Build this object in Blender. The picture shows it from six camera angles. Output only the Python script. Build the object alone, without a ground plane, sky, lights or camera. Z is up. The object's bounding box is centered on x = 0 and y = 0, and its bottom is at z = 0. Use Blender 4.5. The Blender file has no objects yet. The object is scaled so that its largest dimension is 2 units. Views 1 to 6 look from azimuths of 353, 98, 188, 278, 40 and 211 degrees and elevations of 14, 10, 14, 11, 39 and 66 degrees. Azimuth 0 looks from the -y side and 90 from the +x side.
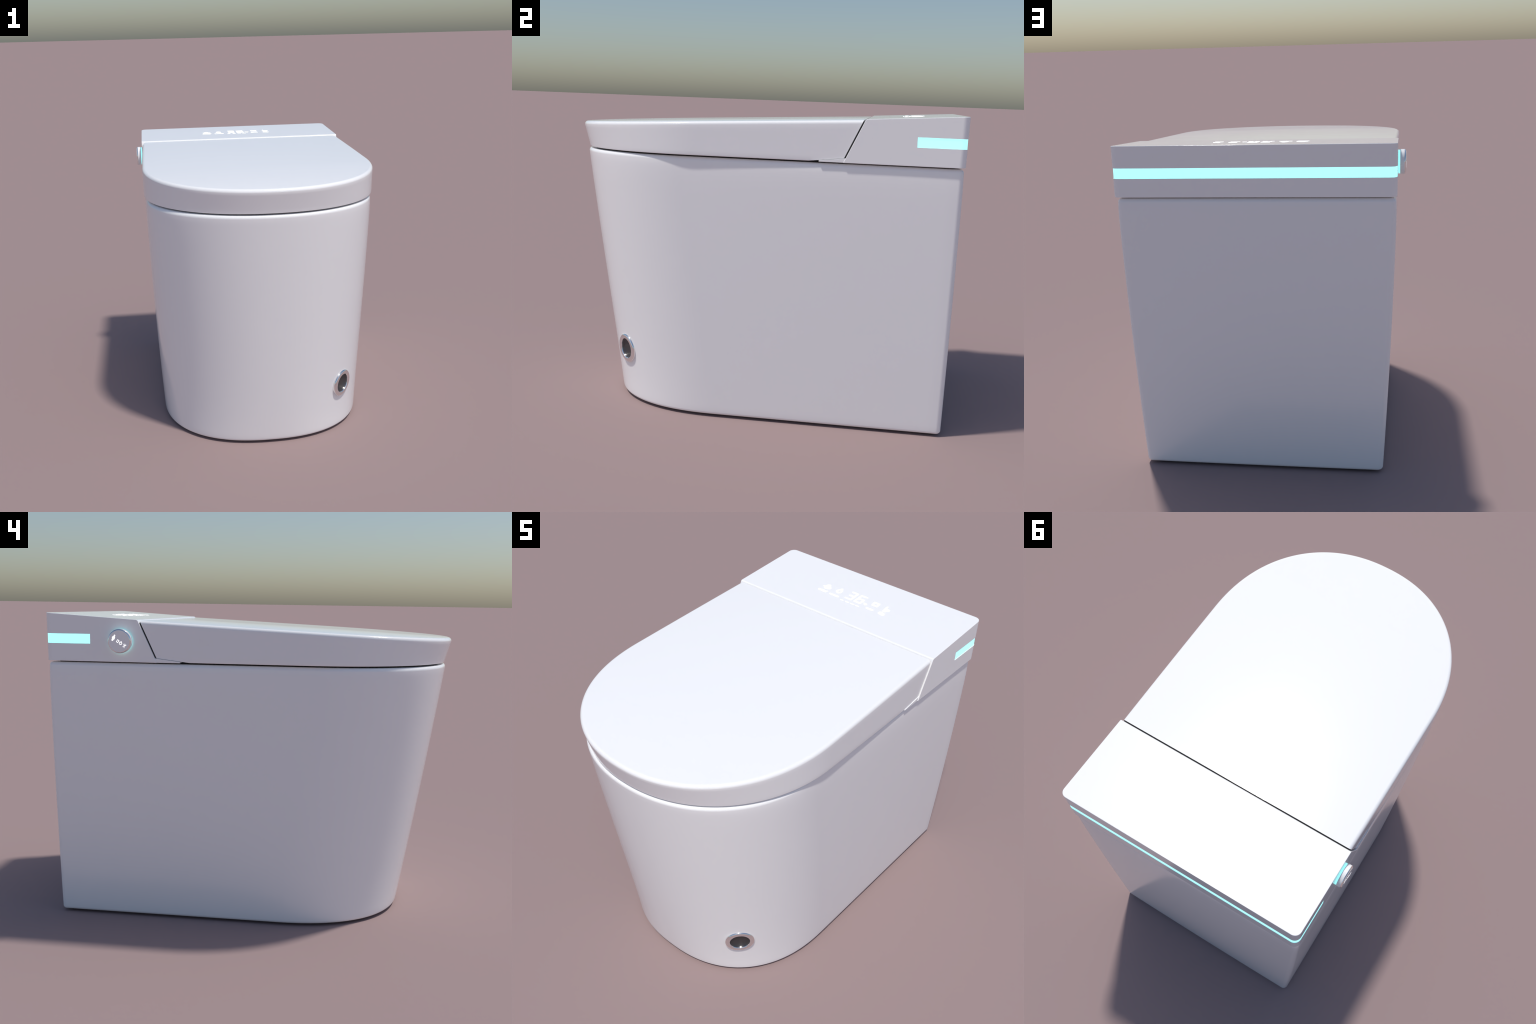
"""Smart toilet: tapered ceramic pedestal, D-shaped lid, rear electronics housing with
a glowing light strip and display, a rotary knob and a chrome-ringed foot sensor."""
import bpy, bmesh, math
from mathutils import Vector, Matrix

X0 = 0.018                      # symmetry plane (the knob shifts the bounding box)


# ---------------------------------------------------------------- materials
def principled(name, color, rough, metallic=0.0, emit=None, strength=0.0, coat=0.0, ior=1.5):
    m = bpy.data.materials.new(name)
    m.use_nodes = True
    nt = m.node_tree
    b = nt.nodes["Principled BSDF"]
    b.inputs["Base Color"].default_value = (*color, 1)
    b.inputs["Roughness"].default_value = rough
    b.inputs["Metallic"].default_value = metallic
    b.inputs["IOR"].default_value = ior
    b.inputs["Coat Weight"].default_value = coat
    if emit:
        b.inputs["Emission Color"].default_value = (*emit, 1)
        b.inputs["Emission Strength"].default_value = strength
    return m


def glazed(name, color, rough):
    """Glossy white glaze with a barely visible variation of the gloss."""
    m = principled(name, color, rough)
    nt = m.node_tree
    b = nt.nodes["Principled BSDF"]
    tc = nt.nodes.new("ShaderNodeTexCoord")
    no = nt.nodes.new("ShaderNodeTexNoise")
    no.inputs["Scale"].default_value = 6.0
    no.inputs["Detail"].default_value = 3.0
    mr = nt.nodes.new("ShaderNodeMapRange")
    mr.inputs["To Min"].default_value = rough - 0.01
    mr.inputs["To Max"].default_value = rough + 0.01
    nt.links.new(tc.outputs["Object"], no.inputs["Vector"])
    nt.links.new(no.outputs["Fac"], mr.inputs["Value"])
    nt.links.new(mr.outputs["Result"], b.inputs["Roughness"])
    return m


WHITE = (1.0, 1.0, 1.0)
CERAMIC = glazed("white_ceramic", WHITE, 0.115)
PLASTIC = glazed("white_gloss_plastic", WHITE, 0.115)
CHROME = principled("polished_chrome", (0.90, 0.90, 0.90), 0.05, metallic=1.0)
DARK = principled("dark_sensor_glass", (0.045, 0.042, 0.043), 0.45)
GAP_BLACK = principled("gap_black", (0.03, 0.03, 0.03), 0.7)  # near-black so the white seams read as shadowed
CYAN = principled("cyan_light", (0.30, 0.80, 0.80), 0.5, emit=(0.42, 1.0, 1.0), strength=1.0)
KNOB_CYAN = principled("dim_cyan_light", (0.30, 0.80, 0.80), 0.5, emit=(0.40, 1.0, 1.0), strength=0.75)
DISPLAY = principled("lit_display_white", (0.8, 0.8, 0.8), 0.5, emit=(1, 1, 1), strength=1.0)


# ---------------------------------------------------------------- helpers
root = bpy.data.objects.new("smart_toilet", None)
bpy.context.scene.collection.objects.link(root)
root["label"] = "white floor-standing smart toilet with cyan light strip"
root["category"] = "toilet"


def add_object(name, mesh, mats, parent=root):
    o = bpy.data.objects.new(name, mesh)
    bpy.context.scene.collection.objects.link(o)
    for m in (mats if isinstance(mats, (list, tuple)) else [mats]):
        mesh.materials.append(m)
    o.parent = parent
    return o


def mesh_from(bm, name, smooth_angle=35):
    bmesh.ops.recalc_face_normals(bm, faces=bm.faces)
    me = bpy.data.meshes.new(name)
    bm.to_mesh(me)
    bm.free()
    if smooth_angle is not None:
        me.shade_smooth()
        me.set_sharp_from_angle(angle=math.radians(smooth_angle))
    return me


def apply_modifiers(o):
    dg = bpy.context.evaluated_depsgraph_get()
    me = bpy.data.meshes.new_from_object(o.evaluated_get(dg))
    o.modifiers.clear()
    o.data = me


def d_outline(a, y_front, y_round, y_back, n, r_back, n_front=96, n_side=24, n_corner=8, n_rear=16,
              flare=0.0, tail=0.0, back_belly=0.0, shift=0.0):
    """Plan outline: superellipse nose, near-straight sides (widening by `flare`), rounded rear corners
    and a back bowed out by `back_belly`. Counter-clockwise, (x, y) relative to the symmetry plane."""
    half = []                                   # +x half, nose -> rear middle
    b = y_round - y_front
    for i in range(n_front + 1):
        t = i / n_front * math.pi / 2
        half.append((a * math.sin(t) ** (2 / n), y_round - b * max(math.cos(t), 0.0) ** (2 / n)))
    for i in range(1, n_side + 1):
        s = i / n_side
        half.append((a + flare * (1 - (1 - s / 0.77) ** 2) + tail * s * s, y_round + (y_back - r_back - y_round) * s))
    ar = half[-1][0]
    for i in range(1, n_corner + 1):
        t = i / n_corner * math.pi / 2
        half.append((ar - r_back + r_back * math.cos(t), y_back - r_back + r_back * math.sin(t)))
    for i in range(1, n_rear + 1):
        q = 1 - i / n_rear
        half.append(((ar - r_back) * q, y_back + back_belly * (1 - q * q)))
    other = [(-x, y) for x, y in half[1:-1]][::-1]
    return [(x + shift, y) for x, y in half + other]   # nose, +x side, rear, -x side


def inset(loop, d):
    """Offset a closed counter-clockwise loop inward by d."""
    if abs(d) < 1e-9:
        return list(loop)
    out, n = [], len(loop)
    for i in range(n):
        p, q = Vector(loop[i - 1]), Vector(loop[(i + 1) % n])
        t = (q - p).normalized()
        out.append((loop[i][0] - t.y * d, loop[i][1] + t.x * d))
    return out


def loft(rings, x0=X0):
    """Closed skin through rings of (x, y, z) with equal counts, capped both ends."""
    bm = bmesh.new()
    vr = [[bm.verts.new((x + x0, y, z)) for x, y, z in r] for r in rings]
    n = len(vr[0])
    for lo, hi in zip(vr, vr[1:]):
        for i in range(n):
            j = (i + 1) % n
            bm.faces.new((lo[i], lo[j], hi[j], hi[i]))
    bm.faces.new(list(reversed(vr[0])))
    bm.faces.new(vr[-1])
    return bm


def lerp(a, b, t):
    return a + (b - a) * t


# ---------------------------------------------------------------- pedestal
BODY_TOP = 1.3148
BODY_BOTTOM = 0.0092


def body_loop(z):
    """Pedestal outline at height z (about X0): tapers down, and its flat sides and back
    are slightly pillowed."""
    t = z / BODY_TOP
    belly = 4 * t * (1 - t)
    shoulder = math.exp(-(BODY_TOP - z) / 0.045)          # soft draw-in below the rim
    return d_outline(a=lerp(0.5715, 0.6225, t) + 0.0060 * belly - 0.0055 * shoulder, y_front=lerp(-0.7685, -0.9765, t) - 0.0055 * belly,
                     y_round=lerp(-0.147, -0.356, t), y_back=lerp(0.9780, 0.9915, t) + 0.001 * belly - 0.003 * shoulder,
                     n=2.105 + 0.035 * t + 0.24 * math.exp(-t / 0.17), r_back=0.026, flare=0.011 * t,
                     back_belly=0.002 + 0.0095 * belly, shift=-0.0048)


def rounded_levels(z_lo, z_hi, r_lo, r_hi, wall=48, arc=7):
    """(z, inset) pairs up a wall whose lower and upper edges are rounded."""
    lv = []
    for i in range(arc + 1):
        t = i / arc * math.pi / 2
        lv.append((z_lo + r_lo * (1 - math.cos(t)), r_lo * (1 - math.sin(t))))
    for i in range(1, wall):
        lv.append((lerp(z_lo + r_lo, z_hi - r_hi, i / wall), 0.0))
    for i in range(arc + 1):
        t = i / arc * math.pi / 2
        lv.append((z_hi - r_hi * (1 - math.sin(t)), r_hi * (1 - math.cos(t))))
    return lv


rings = []
for z, d in rounded_levels(BODY_BOTTOM, BODY_TOP, 0.016, 0.018):
    rings.append([(x, y, z) for x, y in inset(body_loop(z), d)])
pedestal = add_object("pedestal", mesh_from(loft(rings), "pedestal", 60), CERAMIC)

# recessed dark base, a black band under the glaze edge
foot = [[(x, y, z) for x, y in inset(body_loop(0.0), 0.05)] for z in (0.0, BODY_BOTTOM + 0.002)]
add_object("dark_base", mesh_from(loft(foot), "dark_base", 35), GAP_BLACK)

# ---------------------------------------------------------------- black slab modelled as the shadow in the gap under lid and housing
seat = [[(x, y, z) for x, y in inset(d_outline(0.61, -0.965, -0.285, 0.975, 2.16, 0.03), d)]
        for z, d in ((BODY_TOP - 0.001, 0.028), (1.326, 0.028))]
add_object("lid_gap_shadow", mesh_from(loft(seat), "lid_gap_shadow", 35), GAP_BLACK)

# ---------------------------------------------------------------- lid
LID_Z0, LID_R = 1.3230, 0.017


def lid_top(y):
    return 1.5202 + 0.0468 * (y - 0.52)


def lid_loop(s):
    return d_outline(a=lerp(0.6345, 0.6370, s), y_front=lerp(-0.970, -1.0, s), y_round=-0.285,
                     y_back=0.62, n=lerp(2.13, 2.16, s), r_back=0.002, n_corner=2, tail=-0.0055)


rings = []
for i in range(5):                              # small lower edge
    t = i / 4 * math.pi / 2
    d, h = 0.004 * (1 - math.sin(t)), 0.004 * (1 - math.cos(t))
    rings.append([(x, y, LID_Z0 + h) for x, y in inset(lid_loop(0), d)])
for i in range(1, 7):
    s = i / 7
    rings.append([(x, y, lerp(LID_Z0 + 0.004, lid_top(y) - LID_R, s)) for x, y in lid_loop(s)])
for i in range(9):                              # rounded upper edge
    t = i / 8 * math.pi / 2
    d, h = LID_R * (1 - math.cos(t)), LID_R * (1 - math.sin(t))
    rings.append([(x, y, lid_top(y) - h) for x, y in inset(lid_loop(1), d)])
bm = loft(rings)


def cut(bm, co, no):
    g = bm.verts[:] + bm.edges[:] + bm.faces[:]
    r = bmesh.ops.bisect_plane(bm, geom=g, plane_co=co, plane_no=no, clear_outer=True)
    edges = [e for e in r["geom_cut"] if isinstance(e, bmesh.types.BMEdge)]
    bmesh.ops.contextual_create(bm, geom=edges)


# slanted parting line against the housing and the ramp over the hinge plate
FRONT_TOP, FRONT_LOW = (0.531, 1.5250), (0.446, 1.342)    # (y, z) housing front edge
sl = Vector((0, FRONT_TOP[0] - FRONT_LOW[0], FRONT_TOP[1] - FRONT_LOW[1])).normalized()
n_slant = Vector((0, sl.z, -sl.y))                        # points to the rear and down
GAP = 0.0072
cut(bm, Vector((0, FRONT_LOW[0], FRONT_LOW[1])) - n_slant * GAP, n_slant)
RAMP_A, RAMP_B = (0.321, 1.3275), (0.446, 1.342)
rp = Vector((0, RAMP_B[0] - RAMP_A[0], RAMP_B[1] - RAMP_A[1])).normalized()
n_ramp = Vector((0, rp.z, -rp.y))
cut(bm, Vector((0, RAMP_A[0], RAMP_A[1])) - n_ramp * 0.0012, n_ramp)
lid = add_object("lid", mesh_from(bm, "lid", 32), PLASTIC)

# ---------------------------------------------------------------- rear housing
def housing_top(y):
    return 1.5250 + 0.0606 * (y - 0.531)


HB = 1.3205                                     # underside


def housing_front(z):
    return lerp(FRONT_LOW[0], FRONT_TOP[0], (z - FRONT_LOW[1]) / (FRONT_TOP[1] - FRONT_LOW[1]))


def housing_loop(half, y_front, y_back, r=0.034, seg=10):
    loop = [(half, y_front)]
    for i in range(seg + 1):
        t = i / seg * math.pi / 2
        loop.append((half - r + r * math.cos(t), y_back - r + r * math.sin(t)))
    return loop + [(-x, y) for x, y in reversed(loop)]


low = [(x, y, HB) for x, y in housing_loop(0.638, housing_front(HB), 0.996)]
top = [(x, y, housing_top(y)) for x, y in housing_loop(0.639, FRONT_TOP[0], 1.0)]
bm = loft([low, top])
nose = [e for e in bm.edges if all(abs(v.co.y - FRONT_TOP[0]) < 1e-4 and v.co.z > 1.5 for v in e.verts)]
bmesh.ops.bevel(bm, geom=nose, offset=0.006, segments=4, profile=0.5, affect="EDGES")
sharp = [e for e in bm.edges if len(e.link_faces) == 2 and e.calc_face_angle(0) > math.radians(40)]
bmesh.ops.bevel(bm, geom=sharp, offset=0.0022, segments=3, profile=0.5, affect="EDGES")
housing = add_object("housing", mesh_from(bm, "housing", 40), PLASTIC)

STRIP_Z0, STRIP_Z1, STRIP_Y = 1.4065, 1.4530, 0.7695


def u_band(outer, inner, y_front, z0, z1, name, half=0.6385, back=0.9982):
    """U-shaped band wrapping the rear of the housing between two offsets of its outline."""
    def loop(d):
        pts = [(half + d, y_front)]
        r = 0.034 + d
        for i in range(13):
            t = i / 12 * math.pi / 2
            pts.append((half - 0.034 + r * math.cos(t), back - 0.034 + r * math.sin(t)))
        return pts + [(-x, y) for x, y in reversed(pts)]
    bm = bmesh.new()
    o, i_ = loop(outer), loop(inner)
    v = [[bm.verts.new((x + X0, y, z)) for x, y in lp] for lp in (o, i_) for z in (z0, z1)]
    ol, oh, il, ih = v
    n = len(o)
    for k in range(n - 1):
        bm.faces.new((ol[k], ol[k + 1], oh[k + 1], oh[k]))
        bm.faces.new((il[k + 1], il[k], ih[k], ih[k + 1]))
        bm.faces.new((oh[k], oh[k + 1], ih[k + 1], ih[k]))
        bm.faces.new((ol[k + 1], ol[k], il[k], il[k + 1]))
    bm.faces.new((ol[0], oh[0], ih[0], il[0]))
    bm.faces.new((oh[-1], ol[-1], il[-1], ih[-1]))
    return mesh_from(bm, name, 40)


cutter = add_object("groove_cutter", u_band(0.05, -0.009, STRIP_Y, STRIP_Z0, STRIP_Z1, "groove_cutter"), PLASTIC)
mod = housing.modifiers.new("groove", "BOOLEAN")
mod.operation, mod.solver, mod.object = "DIFFERENCE", "EXACT", cutter
apply_modifiers(housing)
bpy.data.objects.remove(cutter)
housing.data.shade_smooth()
housing.data.set_sharp_from_angle(angle=math.radians(40))
mod = housing.modifiers.new("flat_faces", "WEIGHTED_NORMAL")
mod.keep_sharp, mod.weight = True, 100
apply_modifiers(housing)
add_object("light_strip", u_band(-0.0025, -0.0085, STRIP_Y + 0.0004, STRIP_Z0 + 0.0004, STRIP_Z1 - 0.0004,
                                 "light_strip"), CYAN, housing)

# dark gasket placed in the slanted parting gap to darken it like deep shade
bm = bmesh.new()
mid = -n_slant * (GAP * 0.5)
lo_y, hi_y = Vector((0, *FRONT_LOW)) + sl * 0.004 + mid, Vector((0, *FRONT_TOP)) - sl * 0.016 + mid
half_t = n_slant * (GAP * 0.5 + 0.0008)
sec = [lo_y - half_t, lo_y + half_t, hi_y + half_t, hi_y - half_t]
A = [bm.verts.new((X0 - 0.6270, p.y, p.z)) for p in sec]
B = [bm.verts.new((X0 + 0.6270, p.y, p.z)) for p in sec]
bm.faces.new(A)
bm.faces.new(list(reversed(B)))
for i in range(4):
    j = (i + 1) % 4
    bm.faces.new((A[j], A[i], B[i], B[j]))
add_object("seam_shadow_bar", mesh_from(bm, "seam_shadow_bar", None), GAP_BLACK)

# hinge plate: thin wedge reaching forward under the lid
bm = bmesh.new()
prof = [(0.321, HB + 0.0006), (0.47, HB + 0.0006), (0.47, 1.3375), (0.446, RAMP_B[1]), RAMP_A]
L = [bm.verts.new((X0 - 0.6352, y, z)) for y, z in prof]
R = [bm.verts.new((X0 + 0.6352, y, z)) for y, z in prof]
bm.faces.new(L)
bm.faces.new(list(reversed(R)))
for i in range(len(prof)):
    j = (i + 1) % len(prof)
    bm.faces.new((L[j], L[i], R[i], R[j]))
bmesh.ops.bevel(bm, geom=[e for e in bm.edges], offset=0.0012, segments=2, affect="EDGES")
add_object("hinge_plate", mesh_from(bm, "hinge_plate", 40), PLASTIC)


# ---------------------------------------------------------------- revolved parts
def revolve(profile, name, mat_of_segment, seg=64, smooth=40):
    """Spin (radius, height) points about local z. mat_of_segment gives a material slot per span."""
    bm = bmesh.new()
    rows = []
    for r, h in profile:
        if r < 1e-7:
            rows.append([bm.verts.new((0, 0, h))])
        else:
            rows.append([bm.verts.new((r * math.cos(a), r * math.sin(a), h))
                         for a in (math.tau * i / seg for i in range(seg))])
    for k, (p, q) in enumerate(zip(rows, rows[1:])):
        for i in range(seg):
            j = (i + 1) % seg
            vs = [p[i % len(p)], p[j % len(p)], q[j % len(q)], q[i % len(q)]]
            vs = list(dict.fromkeys(vs))
            if len(vs) > 2:
                bm.faces.new(vs).material_index = mat_of_segment(k)
    return mesh_from(bm, name, smooth)


def frame(origin, z_axis, up=Vector((0, 0, 1))):
    z = z_axis.normalized()
    x = up.cross(z).normalized()
    y = z.cross(x)
    return Matrix.Translation(origin) @ Matrix((x, y, z)).transposed().to_4x4()


# knob on the -x side of the housing: glowing ring, white drum, chrome bevel, printed symbols
KNOB = frame(Vector((X0 - 0.6385, 0.612, 1.4227)), Vector((-1, 0, 0)))
RK = 0.0585
drum_h = 0.0365
knob = add_object("knob", revolve([(0, 0.004), (0.046, 0.004), (0.046, 0.0087), (RK, 0.0087), (RK, drum_h - 0.0075), ],
                                  "knob", lambda k: 0), PLASTIC)
knob.matrix_world = KNOB
bez = [(RK, drum_h - 0.0075), (RK - 0.0004, drum_h - 0.0058), (RK - 0.0016, drum_h - 0.0040),
       (RK - 0.0036, drum_h - 0.0022), (RK - 0.0066, drum_h - 0.0006), (RK - 0.0074, drum_h - 0.0008)]
ring = add_object("knob_bezel", revolve(bez, "knob_bezel", lambda k: 0, smooth=60), CHROME, knob)
face = add_object("knob_face", revolve([(RK - 0.0068, drum_h - 0.003), (RK - 0.0068, drum_h - 0.0003), (0, drum_h - 0.0003)],
                                       "knob_face", lambda k: 0), PLASTIC, knob)
glow = add_object("knob_light", revolve([(0.045, 0.0005), (0.0556, 0.0005), (0.0556, 0.0088), (0.045, 0.0088)],
                                        "knob_light", lambda k: 0), KNOB_CYAN, knob)

# foot sensor: chrome ring around a dark disc, square to the wall near the +x front corner
SENSOR_AZ, SENSOR_TILT = math.radians(46.0), math.radians(-5.4)      # the wall leans out upward
nrm = Vector((math.cos(SENSOR_TILT) * math.sin(SENSOR_AZ), -math.cos(SENSOR_TILT) * math.cos(SENSOR_AZ), math.sin(SENSOR_TILT)))
p0 = Vector((0.4239, -0.6637, 0.2761)) - nrm * 0.0055
sensor = add_object("foot_sensor", revolve(
    [(0.0755, -0.03), (0.0765, 0.004), (0.0765, 0.0075), (0.0755, 0.0105), (0.0735, 0.0128), (0.0705, 0.0146), (0.067, 0.0157),
     (0.063, 0.0162), (0.0585, 0.0160), (0.0548, 0.0150), (0.0526, 0.0132), (0.0517, 0.010), (0.0516, -0.010)],
    "foot_sensor", lambda k: 0, smooth=65), CHROME)
sensor.matrix_world = frame(p0, nrm)
lens = add_object("sensor_window", revolve([(0.0519, -0.015), (0.0519, 0.0030), (0.0, 0.0030)], "sensor_window", lambda k: 0),
                  DARK, sensor)


# bore in the pedestal wall behind the ring
bore = add_object("bore", revolve([(0, -0.03), (0.060, -0.03), (0.060, 0.05), (0, 0.05)], "bore", lambda k: 0), CERAMIC)
bore.matrix_world = frame(p0, nrm)
bpy.context.view_layer.update()
mod = pedestal.modifiers.new("bore", "BOOLEAN")
mod.operation, mod.solver, mod.object = "DIFFERENCE", "EXACT", bore
apply_modifiers(pedestal)
bpy.data.objects.remove(bore)
pedestal.data.shade_smooth()
pedestal.data.set_sharp_from_angle(angle=math.radians(50))


# ---------------------------------------------------------------- symbols
class Glyph:
    """Flat symbol built of strokes, discs and polygons in its own plane, each a hair higher
    than the last so no two faces are coplanar."""
    def __init__(self, base=0.0):
        self.bm, self.h = bmesh.new(), base + 0.0006

    def prism(self, pts, low=-0.002):
        h = self.h
        self.h += 0.00002
        a = [self.bm.verts.new((x, y, low)) for x, y in pts]
        b = [self.bm.verts.new((x, y, h)) for x, y in pts]
        self.bm.faces.new(b)
        self.bm.faces.new(list(reversed(a)))
        for i in range(len(pts)):
            j = (i + 1) % len(pts)
            self.bm.faces.new((a[i], a[j], b[j], b[i]))

    def disc(self, c, rx, ry=None, seg=20):
        ry = ry or rx
        self.prism([(c[0] + rx * math.cos(math.tau * i / seg), c[1] + ry * math.sin(math.tau * i / seg))
                    for i in range(seg)])

    def bar(self, p, q, w):
        """Stroke with rounded ends."""
        d = Vector((q[0] - p[0], q[1] - p[1]))
        a0 = math.atan2(d.y, d.x)
        pts = []
        for c, s in ((q, -math.pi / 2), (p, math.pi / 2)):
            for i in range(7):
                a = a0 + s + math.pi * i / 6
                pts.append((c[0] + w / 2 * math.cos(a), c[1] + w / 2 * math.sin(a)))
        self.prism(pts)

    def stroke(self, pts, w, closed=False):
        for p, q in zip(pts, pts[1:] + (pts[:1] if closed else [])):
            self.bar(p, q, w)

    def arc(self, c, r, a0, a1, w, seg=14):
        self.stroke([(c[0] + r * math.cos(math.radians(lerp(a0, a1, i / seg))),
                      c[1] + r * math.sin(math.radians(lerp(a0, a1, i / seg)))) for i in range(seg + 1)], w)

    def done(self, name, parent, matrix):
        o = add_object(name, mesh_from(self.bm, name, None), DISPLAY, parent)
        o.matrix_world = matrix
        return o


# display plane on the housing top; local x = x, local y = y (measured from y = 0.76)
DY = 0.76
slope = math.atan(0.0606)
PANEL = Matrix.Translation((0, DY, housing_top(DY))) @ Matrix.Rotation(slope, 4, "X")


def P(*pts):
    return [(x, y - DY) for x, y in pts]


g = Glyph()                                     # seat-spray symbol with caption
g.disc((-0.186, 0.018), 0.014, 0.017)
g.disc((-0.176, 0.004), 0.018, 0.014)
g.disc((-0.186, -0.003), 0.010, 0.009)
g.bar((-0.206, 0.006), (-0.190, 0.008), 0.009)
g.done("display_icon", housing, PANEL)
g = Glyph()
g.bar((-0.207, -0.036), (-0.166, -0.038), 0.014)
g.bar((-0.166, -0.038), (-0.160, -0.031), 0.010)
g.bar((-0.195, -0.034), (-0.184, -0.032), 0.010)
g.done("display_caption", housing, PANEL)
g = Glyph()                                     # water drop
g.stroke([(-0.1035, 0.038), (-0.116, 0.016), (-0.117, 0.006), (-0.111, -0.002), (-0.103, -0.004),
          (-0.095, -0.002), (-0.090, 0.006), (-0.091, 0.016)], 0.0090, True)
g.done("display_icon", housing, PANEL)
g = Glyph()
g.bar((-0.128, -0.040), (-0.078, -0.040), 0.0125)
g.done("display_caption", housing, PANEL)
for name, dash in (("caption_mark", [(-0.048, -0.028), (-0.014, 0.0085), (0.020, 0.0445), (0.053, 0.077)]),):
    for a, b in dash:
        g = Glyph()
        g.bar((a + 0.003, -0.0545), (b - 0.004, -0.0545), 0.0062)
        g.done("display_caption", housing, PANEL)
g = Glyph()                                     # temperature digits 3 and 6
g.stroke(P((-0.036, 0.8085), (-0.003, 0.8085), (-0.002, 0.7375), (-0.037, 0.7375)), 0.0098)
g.bar(*P((-0.032, 0.773), (-0.003, 0.773)), 0.0098)
g.done("display_digit", housing, PANEL)
g = Glyph()
g.stroke(P((0.059, 0.8075), (0.0235, 0.8075), (0.0235, 0.7375), (0.060, 0.7375), (0.060, 0.774), (0.0235, 0.774)), 0.0098)
g.done("display_digit", housing, PANEL)
g = Glyph()                                     # degree mark
g.arc((0.090, -0.0130), 0.0065, 40, 320, 0.0042)
g.disc((0.0775, -0.006), 0.0035)
g.done("display_digit", housing, PANEL)
g = Glyph()                                     # square symbol with caption
g.stroke([(0.120, 0.033), (0.150, 0.033), (0.152, 0.004), (0.123, 0.004)], 0.0095, True)
g.done("display_icon", housing, PANEL)
g = Glyph()
g.bar((0.118, -0.039), (0.152, -0.039), 0.013)
g.done("display_caption", housing, PANEL)
g = Glyph()                                     # arrow-like symbol with caption
g.bar((0.201, 0.036), (0.205, -0.008), 0.009)
g.prism([(0.205, 0.020), (0.231, 0.016), (0.233, 0.002), (0.222, -0.004), (0.205, 0.000)])
g.bar((0.203, -0.0105), (0.217, -0.0125), 0.007)
g.done("display_icon", housing, PANEL)
g = Glyph()
g.prism([(0.194, -0.027), (0.203, -0.0235), (0.226, -0.031), (0.233, -0.042), (0.227, -0.053), (0.211, -0.050), (0.193, -0.046)])
g.done("display_caption", housing, PANEL)

# knob symbols, drawn in knob coordinates (x to the viewer's right, y up)
FACE = KNOB @ Matrix.Translation((0, 0, drum_h - 0.0004))


def K(cx, cy):
    return ((cx - 858) * 9.5e-5, (865 - cy) * 9.5e-5)


g = Glyph(-0.0003)
g.disc(K(632, 580), 0.0036)
g.prism([K(*p) for p in ((602, 600), (660, 640), (655, 700), (622, 770), (560, 810), (492, 760), (495, 660), (550, 610))][::-1])
g.disc(K(512, 808), 0.0042)
g.done("knob_symbol", knob, FACE)
g = Glyph(-0.0003)
g.stroke([K(788, 785), K(868, 842), K(785, 940), K(722, 892)], 0.0025, True)
g.bar(K(832, 858), K(850, 842), 0.0020)
g.done("knob_symbol", knob, FACE)
g = Glyph(-0.0003)
g.arc(K(940, 965), 0.0064, 0, 360, 0.0024, 20)
g.bar(K(988, 872), K(955, 945), 0.0021)
g.done("knob_symbol", knob, FACE)
g = Glyph(-0.0003)
g.arc(K(1168, 1035), 0.0054, 140, 350, 0.0024)
g.bar(K(1180, 1000), K(1162, 1060), 0.0017)
g.bar(K(1135, 1085), K(1048, 1145), 0.0016)
g.bar(K(1135, 1085), K(1118, 1190), 0.0019)
g.done("knob_symbol", knob, FACE)
